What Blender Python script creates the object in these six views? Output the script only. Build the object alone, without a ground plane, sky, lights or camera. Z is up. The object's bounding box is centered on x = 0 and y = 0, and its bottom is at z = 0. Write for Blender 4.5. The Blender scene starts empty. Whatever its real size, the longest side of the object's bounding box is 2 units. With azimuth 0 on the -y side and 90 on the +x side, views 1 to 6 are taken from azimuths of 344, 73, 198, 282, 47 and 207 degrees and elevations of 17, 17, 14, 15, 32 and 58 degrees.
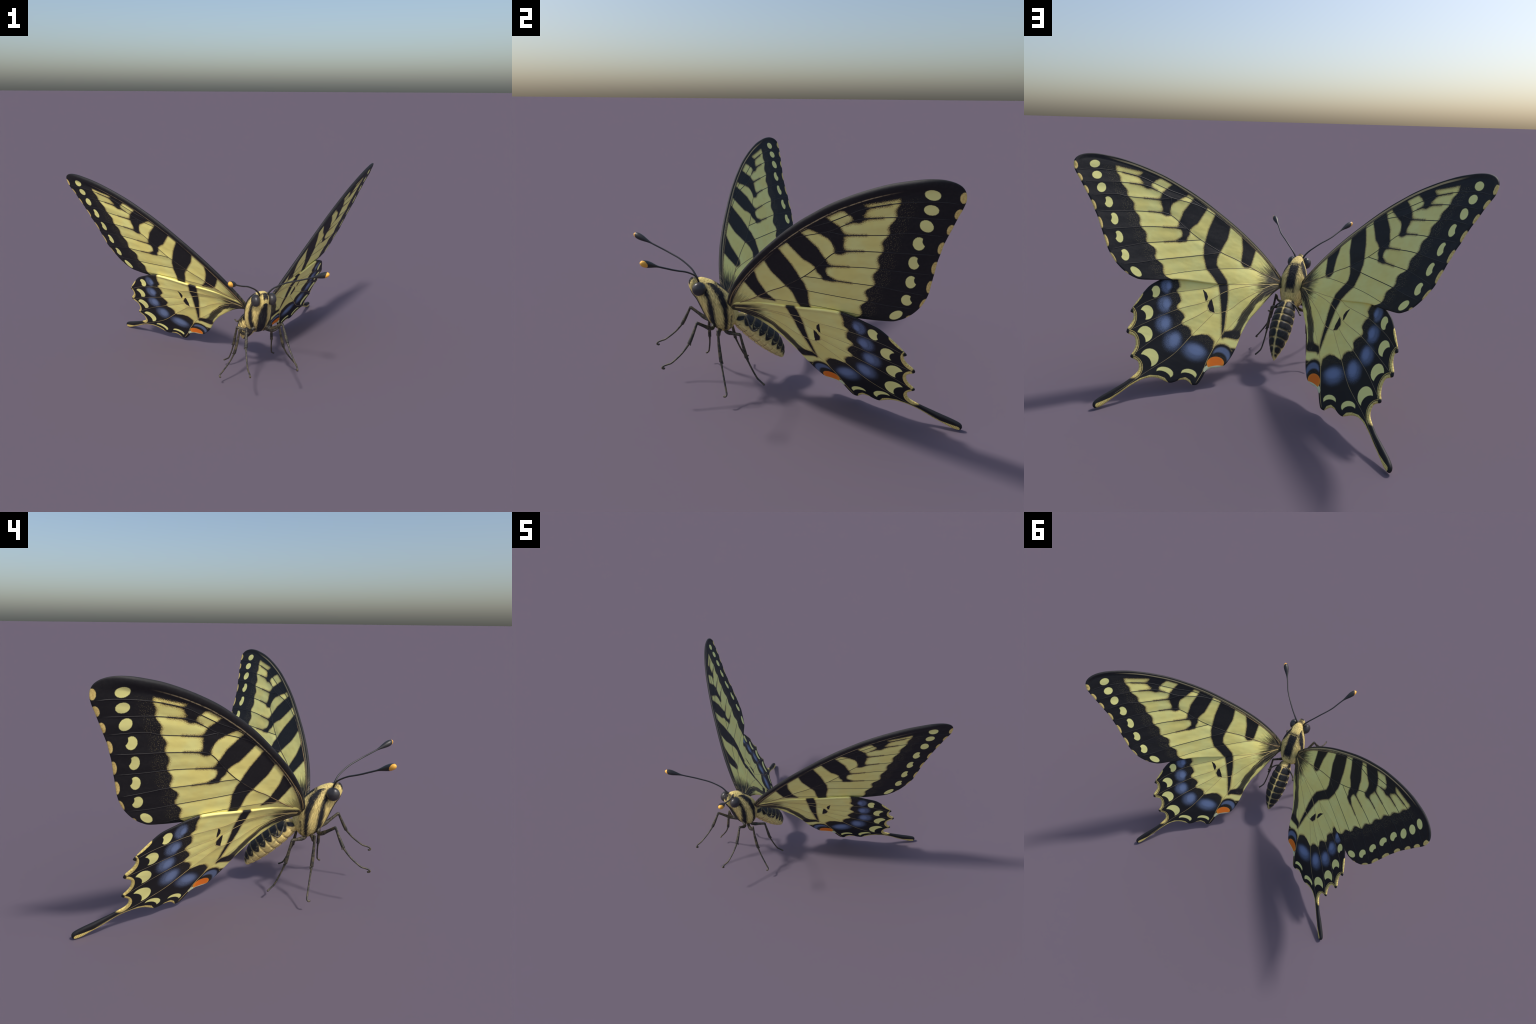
"""A swallowtail butterfly: two pairs of patterned wings, furry striped body,
six jointed legs and a pair of clubbed antennae.  Metres, z up, head towards -y.
The right half (+x) is described; the left half is its mirror image."""
import bpy, bmesh, math, random
import numpy as np
from mathutils import Matrix, Vector
from mathutils.geometry import delaunay_2d_cdt

random.seed(4)
RNG = np.random.default_rng(4)

# ------------------------------------------------------------------ helpers
def catmull(points, n=8, closed=False):
    """Smooth curve through control points (centripetal enough for our spacing)."""
    p = np.asarray(points, float)
    out = []
    m = len(p)
    for i in range(m if closed else m - 1):
        if closed:
            a, b, c, d = p[(i - 1) % m], p[i], p[(i + 1) % m], p[(i + 2) % m]
        else:
            b, c = p[i], p[i + 1]
            a = p[i - 1] if i else 2 * b - c
            d = p[i + 2] if i + 2 < m else 2 * c - b
        for k in range(n):
            t = k / n
            out.append(0.5 * (2 * b + (c - a) * t + (2 * a - 5 * b + 4 * c - d) * t * t
                              + (3 * b - 3 * c + d - a) * t ** 3))
    if not closed:
        out.append(p[-1])
    return np.array(out)


def resample(p, step):
    d = np.r_[0, np.cumsum(np.linalg.norm(np.diff(p, axis=0), axis=1))]
    s = np.linspace(0, d[-1], max(2, int(round(d[-1] / step)) + 1))
    return np.stack([np.interp(s, d, p[:, k]) for k in range(p.shape[1])], -1)


def dist_to_line(q, line):
    """Distance of 2D points q to a polyline."""
    best = np.full(len(q), 9.0)
    for a, b in zip(line[:-1], line[1:]):
        ab = b - a
        t = np.clip(((q - a) @ ab) / max(ab @ ab, 1e-12), 0, 1)
        best = np.minimum(best, np.linalg.norm(q - a - t[:, None] * ab, axis=1))
    return best


def inside(q, poly):
    x, y = q[:, 0], q[:, 1]
    r = np.zeros(len(q), bool)
    for a, b in zip(poly, np.roll(poly, -1, axis=0)):
        c = (a[1] > y) != (b[1] > y)
        with np.errstate(divide="ignore", invalid="ignore"):
            xi = (b[0] - a[0]) * (y - a[1]) / (b[1] - a[1]) + a[0]
        r ^= c & (x < xi)
    return r


def sstep(a, b, x):
    t = np.clip((np.asarray(x, float) - a) / (b - a), 0, 1)
    return t * t * (3 - 2 * t)


ROOT = bpy.data.objects.new("butterfly", None)
bpy.context.scene.collection.objects.link(ROOT)
ROOT.empty_display_size = 0.1
ROOT.location = (0, 0, -0.0022)
ROOT["label"] = "yellow swallowtail butterfly with black tiger stripes and raised wings"
ROOT["category"] = "butterfly"
MIRROR = Matrix.Scale(-1, 4, (1, 0, 0))


def link(obj, parent=None, matrix=None):
    bpy.context.scene.collection.objects.link(obj)
    obj.parent = parent or ROOT
    obj.matrix_local = matrix or Matrix.Identity(4)
    return obj


def make_mesh(name, verts, faces, mat, smooth=True):
    me = bpy.data.meshes.new(name)
    me.from_pydata([tuple(map(float, v)) for v in verts], [], [tuple(map(int, f)) for f in faces])
    me.validate()
    me.update()
    if smooth:
        me.polygons.foreach_set("use_smooth", [True] * len(me.polygons))
    for m in (mat if isinstance(mat, (list, tuple)) else [mat]):
        me.materials.append(m)
    return me


def pair(name, me, matrix=None, parents=(None, None)):
    """A part and its mirror image, sharing one mesh."""
    a = link(bpy.data.objects.new(name, me), parents[0], matrix)
    b = a.copy()
    link(b, parents[1], MIRROR @ (matrix or Matrix.Identity(4)) if parents[1] is None
         else (matrix or Matrix.Identity(4)))
    return a, b


def tube(points, radii, sides=12, caps=True):
    """Round tube through 3D points with a radius at each."""
    p = np.asarray(points, float)
    r = np.asarray(radii, float)
    n = len(p)
    t = np.gradient(p, axis=0)
    t /= np.linalg.norm(t, axis=1)[:, None]
    ref = np.array([0, 0, 1.0]) if abs(t[0][2]) < 0.9 else np.array([1.0, 0, 0])
    u = np.cross(t[0], ref); u /= np.linalg.norm(u)
    verts, faces = [], []
    ang = np.linspace(0, 2 * np.pi, sides, endpoint=False)
    for i in range(n):
        u = u - t[i] * (u @ t[i]); u /= np.linalg.norm(u)
        v = np.cross(t[i], u)
        verts += list(p[i] + r[i] * (np.outer(np.cos(ang), u) + np.outer(np.sin(ang), v)))
    for i in range(n - 1):
        for k in range(sides):
            a, b = i * sides + k, i * sides + (k + 1) % sides
            faces.append((a, b, b + sides, a + sides))
    if caps:
        for i, d in ((0, -1), (n - 1, 1)):
            verts.append(p[i] + d * t[i] * r[i] * 0.6)
            c = len(verts) - 1
            for k in range(sides):
                a, b = i * sides + k, i * sides + (k + 1) % sides
                faces.append((b, a, c) if d < 0 else (a, b, c))
    return verts, faces


def join(parts):
    V, F = [], []
    for v, f in parts:
        o = len(V)
        V += list(v)
        F += [tuple(i + o for i in q) for q in f]
    return V, F


# ------------------------------------------------------------ shader writing
class Sh:
    """Small expression writer for procedural materials."""

    def __init__(self, name):
        self.mat = bpy.data.materials.new(name)
        self.mat.use_nodes = True
        self.t = self.mat.node_tree
        self.bsdf = next(n for n in self.t.nodes if n.type == "BSDF_PRINCIPLED")
        self.out = next(n for n in self.t.nodes if n.type == "OUTPUT_MATERIAL")
        tc = self.t.nodes.new("ShaderNodeTexCoord")
        self.obj, self.nor = tc.outputs["Object"], tc.outputs["Normal"]

    def _set(self, sock, v):
        if isinstance(v, bpy.types.NodeSocket):
            self.t.links.new(v, sock)
        elif v is not None:
            sock.default_value = v

    def m(self, op, a, b=None, c=None, clamp=False):
        n = self.t.nodes.new("ShaderNodeMath")
        n.operation, n.use_clamp = op, clamp
        for s, v in zip(n.inputs, (a, b, c)):
            self._set(s, v)
        return n.outputs[0]

    def v(self, op, a, b=None, scale=None):
        n = self.t.nodes.new("ShaderNodeVectorMath")
        n.operation = op
        self._set(n.inputs[0], a)
        if b is not None:
            self._set(n.inputs[1], b)
        if scale is not None:
            self._set(n.inputs["Scale"], scale)
        return n.outputs["Value" if op in ("DOT_PRODUCT", "LENGTH", "DISTANCE") else "Vector"]

    def add(self, a, b): return self.m("ADD", a, b)
    def sub(self, a, b): return self.m("SUBTRACT", a, b)
    def mul(self, a, b): return self.m("MULTIPLY", a, b)
    def mad(self, a, b, c): return self.m("MULTIPLY_ADD", a, b, c)

    def mn(self, *a):
        r = a[0]
        for b in a[1:]:
            r = self.m("MINIMUM", r, b)
        return r

    def mx(self, *a):
        r = a[0]
        for b in a[1:]:
            r = self.m("MAXIMUM", r, b)
        return r

    def smin(self, k, *a):
        r = a[0]
        for b in a[1:]:
            r = self.m("SMOOTH_MIN", r, b, k)
        return r

    def inv(self, a): return self.m("SUBTRACT", 1.0, a)

    def xyz(self, p):
        n = self.t.nodes.new("ShaderNodeSeparateXYZ")
        self._set(n.inputs[0], p)
        return n.outputs

    def vec(self, x, y, z):
        n = self.t.nodes.new("ShaderNodeCombineXYZ")
        for s, v in zip(n.inputs, (x, y, z)):
            self._set(s, v)
        return n.outputs[0]

    def step(self, x, a, b, smooth=True):
        """0 at a, 1 at b (a may exceed b)."""
        n = self.t.nodes.new("ShaderNodeMapRange")
        n.interpolation_type = "SMOOTHSTEP" if smooth else "LINEAR"
        n.clamp = True
        self._set(n.inputs["Value"], x)
        if a < b:
            lo, hi, o0, o1 = a, b, 0.0, 1.0
        else:
            lo, hi, o0, o1 = b, a, 1.0, 0.0
        self._set(n.inputs["From Min"], lo); self._set(n.inputs["From Max"], hi)
        self._set(n.inputs["To Min"], o0); self._set(n.inputs["To Max"], o1)
        return n.outputs["Result"]

    def mask(self, d, soft=0.002):
        """1 inside a signed distance (d < 0), 0 outside."""
        return self.step(d, soft, -soft)

    def noise(self, p, scale, detail=2.0, rough=0.5):
        n = self.t.nodes.new("ShaderNodeTexNoise")
        self._set(n.inputs["Vector"], p)
        n.inputs["Scale"].default_value = scale
        n.inputs["Detail"].default_value = detail
        n.inputs["Roughness"].default_value = rough
        return n.outputs["Fac"]

    def voronoi(self, p, scale):
        n = self.t.nodes.new("ShaderNodeTexVoronoi")
        self._set(n.inputs["Vector"], p)
        n.inputs["Scale"].default_value = scale
        return n.outputs["Distance"]

    def mix(self, f, a, b):
        n = self.t.nodes.new("ShaderNodeMix")
        n.data_type = "RGBA"
        self._set(n.inputs[0], f)
        for s, v in ((n.inputs[6], a), (n.inputs[7], b)):
            self._set(s, v if isinstance(v, bpy.types.NodeSocket) else (*v, 1.0))
        return n.outputs[2]

    def curve(self, x, pts):
        """Smooth function through (x, y) control points, real units."""
        pts = sorted(pts)
        xs = [p[0] for p in pts]; ys = [p[1] for p in pts]
        x0, x1, y0, y1 = xs[0], xs[-1], min(ys), max(ys)
        u = self.m("DIVIDE", self.sub(x, x0), x1 - x0, clamp=True)
        n = self.t.nodes.new("ShaderNodeFloatCurve")
        c = n.mapping.curves[0]
        q = [((a - x0) / (x1 - x0), (b - y0) / (y1 - y0)) for a, b in pts]
        c.points[0].location, c.points[-1].location = q[0], q[-1]
        for a, b in q[1:-1]:
            c.points.new(a, b)
        n.mapping.update()
        self._set(n.inputs["Value"], u)
        return self.mad(n.outputs[0], y1 - y0, y0)

    def limb(self, p, stations):
        """Signed distance to a tapering band given as (x, y, half width) stations."""
        r = None
        for (ax, ay, ra), (bx, by, rb) in zip(stations[:-1], stations[1:]):
            bax, bay = bx - ax, by - ay
            pa = self.v("SUBTRACT", p, (ax, ay, 0))
            h = self.m("MULTIPLY", self.v("DOT_PRODUCT", pa, (bax, bay, 0)), 1 / (bax ** 2 + bay ** 2), clamp=True)
            q = self.v("SCALE", (bax, bay, 0), scale=h)
            d = self.sub(self.v("DISTANCE", pa, q), self.mad(h, rb - ra, ra))
            r = d if r is None else self.m("MINIMUM", r, d)
        return r

    def oval(self, p, cx, cy, rx, ry, deg):
        """Approximate signed distance to an ellipse."""
        a = math.radians(deg)
        q = self.v("SUBTRACT", p, (cx, cy, 0))
        u = self.v("DOT_PRODUCT", q, (math.cos(a) / rx, math.sin(a) / rx, 0))
        w = self.v("DOT_PRODUCT", q, (-math.sin(a) / ry, math.cos(a) / ry, 0))
        k = self.m("SQRT", self.mad(w, w, self.mul(u, u)))
        return self.mul(self.sub(k, 1.0), min(rx, ry))

    def finish(self, color, rough=0.5, bump=None, strength=0.2, dist=0.002, spec=0.5):
        self._set(self.bsdf.inputs["Base Color"], color if isinstance(color, bpy.types.NodeSocket) else (*color, 1))
        self._set(self.bsdf.inputs["Roughness"], rough)
        self.bsdf.inputs["Specular IOR Level"].default_value = spec
        if bump is not None:
            n = self.t.nodes.new("ShaderNodeBump")
            n.inputs["Strength"].default_value = strength
            n.inputs["Distance"].default_value = dist
            self._set(n.inputs["Height"], bump)
            self.t.links.new(n.outputs[0], self.bsdf.inputs["Normal"])
        return self.mat


# ---------------------------------------------------------------- the palette
YELLOW = (1.0, 0.87, 0.265)
PALE = (1.0, 0.95, 0.34)
STREAK = (0.88, 0.74, 0.20)
FRINGE = (0.36, 0.215, 0.075)
BLACK = (0.0115, 0.0112, 0.0125)
TAN = (0.62, 0.49, 0.25)
BLUE = (0.205, 0.275, 0.46)
ORANGE = (0.95, 0.21, 0.014)
WHITE = (0.80, 0.84, 0.52)
GOLD = (0.95, 0.72, 0.24)
SPECK = (0.26, 0.215, 0.105)

# ------------------------------------------------------------------ the wings
# wing frame: X out along the span, Y down towards the hindwing, Z the upper side
WN = Vector((-0.6615, 0.6488, 0.3761)).normalized()
WX = (Vector((1, 0, 0)) - WN * WN.x).normalized()
WY = WN.cross(WX)
WO = Vector((0.081, -0.248, 0.492)) + WY * 0.0025
WING = Matrix(((WX.x, WY.x, WN.x, WO.x), (WX.y, WY.y, WN.y, WO.y), (WX.z, WY.z, WN.z, WO.z), (0, 0, 0, 1)))

# gentle camber of each wing: cubic in x and y
CAMBER_FORE = (-0.0037, 0.1348, 0.0234, -0.0431, 0.016, -0.3155, 0.0712, -0.1034, 0.2551, 0.0947)
CAMBER_HIND = (-0.0044, 0.12, 0.2114, -0.3603, 0.0862, -0.506, 0.4999, -0.2961, -0.0253, 0.2956)


def camber(co, x, y):
    k, r = 0, 0.0
    for i in range(4):
        for j in range(4 - i):
            r = r + co[k] * x ** i * y ** j
            k += 1
    return r


FORE_LEAD = [(-0.035, 0.022), (-0.012, -0.004), (0.030, -0.044), (0.100, -0.098), (0.184, -0.152), (0.272, -0.199), (0.361, -0.240), (0.507, -0.299),
             (0.607, -0.332), (0.678, -0.350), (0.771, -0.370), (0.866, -0.381), (0.948, -0.3845), (1.019, -0.383), (1.080, -0.3755),
             (1.135, -0.365), (1.182, -0.348), (1.214, -0.326), (1.231, -0.302), (1.234, -0.277)]
FORE_TERMEN = [(1.225, -0.250), (1.204, -0.222), (1.189, -0.206), (1.166, -0.180), (1.142, -0.152), (1.118, -0.125), (1.097, -0.100),
               (1.076, -0.070), (1.053, -0.038), (1.029, 0.002), (1.009, 0.034), (0.986, 0.072), (0.968, 0.101), (0.945, 0.130),
               (0.915, 0.160), (0.880, 0.185), (0.838, 0.206), (0.800, 0.216), (0.767, 0.218)]
FORE_INNER = [(0.704, 0.204), (0.638, 0.187), (0.586, 0.171), (0.503, 0.157), (0.432, 0.150), (0.360, 0.141), (0.287, 0.125), (0.186, 0.100),
              (0.086, 0.074), (0.02, 0.055), (-0.03, 0.045)]
HIND_LEAD = [(-0.03, 0.020), (0.03, 0.016), (0.061, 0.020), (0.098, 0.024), (0.191, 0.042), (0.301, 0.066), (0.407, 0.085), (0.507, 0.104), (0.581, 0.126),
             (0.630, 0.158)]
HIND_OUT = [(0.663, 0.188), (0.708, 0.232), (0.734, 0.279), (0.750, 0.316), (0.763, 0.350), (0.7735, 0.383), (0.768, 0.3905), (0.758, 0.393),
            (0.7525, 0.403), (0.751, 0.422), (0.7555, 0.443), (0.767, 0.470), (0.7685, 0.491), (0.760, 0.498), (0.742, 0.501), (0.724, 0.507),
            (0.7135, 0.524), (0.708, 0.547), (0.711, 0.575), (0.721, 0.603), (0.715, 0.6125), (0.695, 0.617), (0.677, 0.626),
            (0.667, 0.648), (0.668, 0.672), (0.687, 0.700), (0.723, 0.738), (0.771, 0.780), (0.816, 0.819), (0.8395, 0.846),
            (0.841, 0.866), (0.827, 0.877), (0.800, 0.863), (0.769, 0.832), (0.731, 0.793), (0.687, 0.747), (0.640, 0.709), (0.597, 0.690),
            (0.560, 0.687), (0.524, 0.695), (0.498, 0.700), (0.475, 0.692), (0.453, 0.678), (0.424, 0.671), (0.400, 0.679),
            (0.380, 0.690), (0.356, 0.682), (0.340, 0.648), (0.328, 0.612), (0.305, 0.589), (0.282, 0.583), (0.243, 0.567),
            (0.219, 0.532), (0.200, 0.485), (0.186, 0.430), (0.176, 0.380), (0.148, 0.300), (0.119, 0.250), (0.088, 0.200), (0.055, 0.150),
            (0.023, 0.108), (-0.01, 0.075), (-0.035, 0.058)]


FORE_VEINS = {
    "median": [(-0.01, 0.03), (0.05, 0.022), (0.12, 0.010), (0.195, -0.008), (0.286, -0.029), (0.371, -0.043), (0.500, -0.081), (0.594, -0.120), (0.661, -0.155), (0.701, -0.168),
               (0.735, -0.165), (0.789, -0.154), (0.886, -0.127), (1.010, -0.085), (1.068, -0.066)],
    "m3": [(0.594, -0.119), (0.669, -0.100), (0.770, -0.075), (0.834, -0.054), (0.908, -0.024), (1.020, 0.020)],
    "cu1": [(0.500, -0.080), (0.619, -0.038), (0.782, 0.020), (0.849, 0.053), (0.970, 0.116)],
    "cu2": [(0.370, -0.042), (0.498, 0.012), (0.696, 0.090), (0.802, 0.137), (0.905, 0.174)],
    "anal": [(0.000, 0.036), (0.080, 0.018), (0.193, 0.006), (0.377, 0.057), (0.515, 0.105), (0.651, 0.164), (0.707, 0.191)],
    "radial": [(-0.005, 0.012), (0.040, -0.030), (0.111, -0.080), (0.265, -0.163), (0.397, -0.223), (0.522, -0.260), (0.598, -0.266), (0.715, -0.261), (0.790, -0.273), (0.862, -0.281),
               (0.993, -0.254), (1.114, -0.212), (1.175, -0.188)],
    "r2": [(0.539, -0.270), (0.627, -0.294), (0.732, -0.300), (0.828, -0.312), (0.900, -0.319), (1.023, -0.307), (1.143, -0.275), (1.215, -0.240)],
    "m1": [(0.711, -0.260), (0.772, -0.230), (0.845, -0.213), (0.936, -0.192), (1.002, -0.183), (1.129, -0.129)],
    "disc": [(0.711, -0.260), (0.705, -0.215), (0.701, -0.168)],
}
HIND_VEINS = {
    "costal": [(0.00, 0.045), (0.088, 0.072), (0.216, 0.106), (0.352, 0.141), (0.404, 0.172), (0.561, 0.233), (0.628, 0.270), (0.705, 0.321), (0.765, 0.380)],
    "h2": [(0.00, 0.048), (0.088, 0.077), (0.177, 0.106), (0.292, 0.161), (0.402, 0.249), (0.534, 0.319), (0.651, 0.401), (0.760, 0.484)],
    "cell": [(0.00, 0.052), (0.040, 0.066), (0.110, 0.115), (0.201, 0.192), (0.250, 0.249), (0.282, 0.275), (0.322, 0.294), (0.343, 0.2975), (0.365, 0.2975), (0.381, 0.288), (0.389, 0.264), (0.386, 0.245), (0.402, 0.249)],
    "h3": [(0.381, 0.288), (0.433, 0.336), (0.499, 0.388), (0.612, 0.486), (0.714, 0.600)],
    "h4": [(0.343, 0.2975), (0.397, 0.378), (0.439, 0.441), (0.515, 0.560), (0.623, 0.665), (0.686, 0.728), (0.760, 0.800)],
    "h5": [(0.282, 0.275), (0.277, 0.384), (0.307, 0.466), (0.335, 0.553), (0.346, 0.615), (0.368, 0.678)],
    "h6": [(0.090, 0.120), (0.141, 0.180), (0.206, 0.290), (0.270, 0.392)],
}


def vein_ripple(x, y, veins, height):
    """Corrugation: veins stand alternately a little above and below the sheet."""
    q = np.stack([x, y], -1)
    r = np.zeros(len(q))
    for i, key in enumerate(veins):
        d = dist_to_line(q, np.array(veins[key]))
        r += height * (1 if i % 2 else -1) * np.exp(-(d / 0.018) ** 2)
    return r * sstep(0.02, 0.15, x)


def fore_z(x, y):
    z = camber(CAMBER_FORE, x, y)
    near_inner = sstep(0.02, 0.13, y - 0.10 * np.clip(x / 0.3, 0, 1)) * sstep(0.80, 0.60, x)
    z = z + 0.015 * np.exp(-((x - 0.10) / 0.15) ** 2 - ((y - 0.10) / 0.085) ** 2) + vein_ripple(x, y, FORE_VEINS, 0.0017)
    return z + 0.005 * near_inner * sstep(0.0, 0.1, x)


def hind_z(x, y):
    z = camber(CAMBER_HIND, x, y)
    lead = 0.02 + 0.19 * np.clip(x, 0, 0.66)
    z = z + 0.016 * np.exp(-((x - 0.10) / 0.16) ** 2 - ((y - 0.16) / 0.14) ** 2) * sstep(-0.05, 0.05, y - lead)
    z = z + vein_ripple(x, y, HIND_VEINS, 0.0016)
    z = z - (0.002 + 0.005 * sstep(0.2, 0.42, x)) * sstep(0.12, 0.0, y - lead) * sstep(0.0, 0.1, x)
    return z + 0.010 * sstep(0.64, 0.76, y) * sstep(0.55, 0.68, x)


def wing_sheet(name, outline, zmid, up, lo, mat, rim, step=0.0085):
    """A thin rounded-edged wing: an outline filled with a fine net and given two faces."""
    o = resample(np.vstack([outline, outline[:1]]), 0.0048)[:-1]
    closed = np.vstack([o, o[:1]])
    t = np.roll(o, -1, 0) - np.roll(o, 1, 0)
    t /= np.linalg.norm(t, axis=1)[:, None]
    area = 0.5 * np.sum(o[:, 0] * np.roll(o[:, 1], -1) - o[:, 1] * np.roll(o[:, 0], -1))
    nin = np.stack([-t[:, 1], t[:, 0]], -1) * (1 if area > 0 else -1)
    pts = []
    for frac in (0.12, 0.35, 0.7, 1.1):
        q = o + nin * rim * frac
        q = q[inside(q, o)]
        q = q[dist_to_line(q, closed) > rim * frac * 0.85]
        pts.append(q)
    lo_, hi_ = o.min(0), o.max(0)
    gx = np.arange(lo_[0], hi_[0], step); gy = np.arange(lo_[1], hi_[1], step * 0.87)
    g = np.array([(x + (step / 2 if j % 2 else 0), y) for j, y in enumerate(gy) for x in gx])
    g = g[inside(g, o)]
    g = g[dist_to_line(g, closed) > rim * 1.1 + step * 0.45]
    allp = np.vstack([o] + pts + [g])
    n = len(o)
    v2, _, f2, ov, _, _ = delaunay_2d_cdt([Vector(p) for p in allp], [(i, (i + 1) % n) for i in range(n)], [], 1, 1e-6)
    P = np.array([(v.x, v.y) for v in v2])
    d = dist_to_line(P, closed)
    x, y = P[:, 0], P[:, 1]
    z = zmid(x, y)
    prof = np.sqrt(np.clip(1 - (1 - np.clip(d / rim, 0, 1)) ** 2, 0, 1))
    edge = d < 1e-5
    top = np.stack([x, y, z + up(x, y) * prof], -1)
    bot = np.stack([x, y, z - lo(x, y) * prof], -1)
    idx = np.full(len(P), -1)
    V = list(top)
    for i in range(len(P)):
        if edge[i]:
            idx[i] = i
        else:
            idx[i] = len(V)
            V.append(bot[i])
    F = []
    for f in f2:
        a, b, c = f
        if (P[b] - P[a])[0] * (P[c] - P[a])[1] - (P[b] - P[a])[1] * (P[c] - P[a])[0] < 0:
            a, c = c, a
        F.append((a, b, c))
        if not (edge[a] and edge[b] and edge[c]):
            F.append((idx[c], idx[b], idx[a]))
    return make_mesh(name, V, F, mat)


# ------------------------------------------------- forewing pattern (wing frame)
FORE_BARS = [
    [(0.212, -0.175, 0.058), (0.211, -0.100, 0.038), (0.214, -0.026, 0.031)],
    [(0.549, -0.275, 0.046), (0.582, -0.190, 0.050), (0.603, -0.140, 0.036)],
    [(0.674, -0.325, 0.048), (0.727, -0.260, 0.039), (0.730, -0.218, 0.026), (0.718, -0.172, 0.013)],
    [(0.844, -0.365, 0.050), (0.862, -0.326, 0.034), (0.854, -0.297, 0.019), (0.852, -0.282, 0.010)],
    [(0.600, -0.130, 0.022), (0.589, -0.092, 0.020), (0.594, -0.062, 0.011), (0.612, -0.046, 0.004)],
]
# the dark edging of the veins, which flares where it runs into a bar
FORE_ARMS = [
    [(0.590, -0.120, 0.0016), (0.669, -0.100, 0.0016), (0.715, -0.089, 0.0010)],
    [(0.585, -0.052, 0.0016), (0.619, -0.038, 0.0016), (0.690, -0.012, 0.0010)],
    [(0.700, -0.262, 0.0016), (0.772, -0.230, 0.0016), (0.850, -0.212, 0.0010)],
    [(0.701, -0.168, 0.0016), (0.735, -0.165, 0.0016), (0.810, -0.149, 0.0010)],
    [(0.840, -0.314, 0.0016), (0.900, -0.319, 0.0016), (0.990, -0.310, 0.0010)],
    [(0.800, -0.275, 0.0016), (0.862, -0.281, 0.0016), (0.940, -0.266, 0.0010)],
]
FORE_MAIN = [(0.398, -0.250, 0.050), (0.410, -0.140, 0.060), (0.427, -0.047, 0.048), (0.427, -0.002, 0.039), (0.412, 0.050, 0.030)]
FORE_MAIN_UP = [(0.412, 0.050, 0.030), (0.369, 0.087, 0.0276), (0.333, 0.122, 0.0277), (0.320, 0.160, 0.025)]
FORE_MAIN_LOW = [(0.412, 0.050, 0.030), (0.407, 0.095, 0.024)]
FORE_BAND = [(-0.365, 1.050), (-0.350, 1.040), (-0.327, 1.032), (-0.308, 1.026), (-0.282, 1.000), (-0.257, 0.990), (-0.224, 0.948), (-0.198, 0.938),
             (-0.168, 0.898), (-0.136, 0.888), (-0.103, 0.851), (-0.062, 0.838), (-0.028, 0.797), (0.013, 0.785), (0.042, 0.730), (0.087, 0.720),
             (0.115, 0.673), (0.148, 0.663), (0.166, 0.648), (0.178, 0.560)]
FORE_LEAD_X = [(a, b) for a, b in FORE_LEAD if -0.02 < a < 1.0] + [(1.08, -0.377), (1.235, -0.372)]
SUBMARGINAL = [(1.136, -0.305, 0.0255, 0.0195, 33), (1.111, -0.251, 0.024, 0.021, 30), (1.073, -0.194, 0.0255, 0.022, 85), (1.021, -0.131, 0.0285, 0.021, -64),
               (0.972, -0.054, 0.031, 0.0195, -64), (0.926, 0.031, 0.031, 0.0195, -60), (0.875, 0.1155, 0.030, 0.021, -60), (0.800, 0.185, 0.034, 0.018, -27)]
SUBMARGINAL_NICK = [(1.063, -0.128), (1.013, -0.050), (0.967, 0.036), (0.917, 0.121)]
MARGINAL = [(1.223, -0.264, 0.020, 0.012, -68), (1.187, -0.209, 0.021, 0.012, -53), (1.142, -0.156, 0.022, 0.012, -56), (1.087, -0.092, 0.026, 0.0115, -57),
            (1.034, -0.012, 0.030, 0.0115, -61), (0.984, 0.070, 0.031, 0.0115, -60), (0.929, 0.147, 0.030, 0.010, -47), (0.845, 0.203, 0.012, 0.005, -26)]


def pale_yellow(s, p, side):
    """Ground colour of the wings: butter yellow, faintly mottled and creased."""
    a = s.noise(p, 7.0, 3.0)
    b = s.noise(s.v("MULTIPLY", p, (30.0, 60.0, 1.0)), 1.0, 2.0)
    c = s.mix(s.step(a, 0.35, 0.7), YELLOW, PALE)
    return s.mix(s.mul(s.step(b, 0.35, 0.75), 0.16), c, STREAK)


def tuft(s, p, cx, cy, reach):
    """Dark hair strands radiating from the wing root."""
    q = s.v("SUBTRACT", p, (cx, cy, 0))
    r = s.v("LENGTH", q)
    x, y, _ = s.xyz(q)
    ang = s.m("ARCTAN2", y, x)
    strand = s.noise(s.vec(s.mul(ang, 38.0), s.mul(r, 13.0), 0.0), 1.0, 3.0, 0.6)
    k = s.sub(s.mad(s.sub(strand, 0.5), 0.8, 0.5), s.mul(r, 0.62 / reach))
    return s.step(k, -0.20, 0.20), strand


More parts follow.
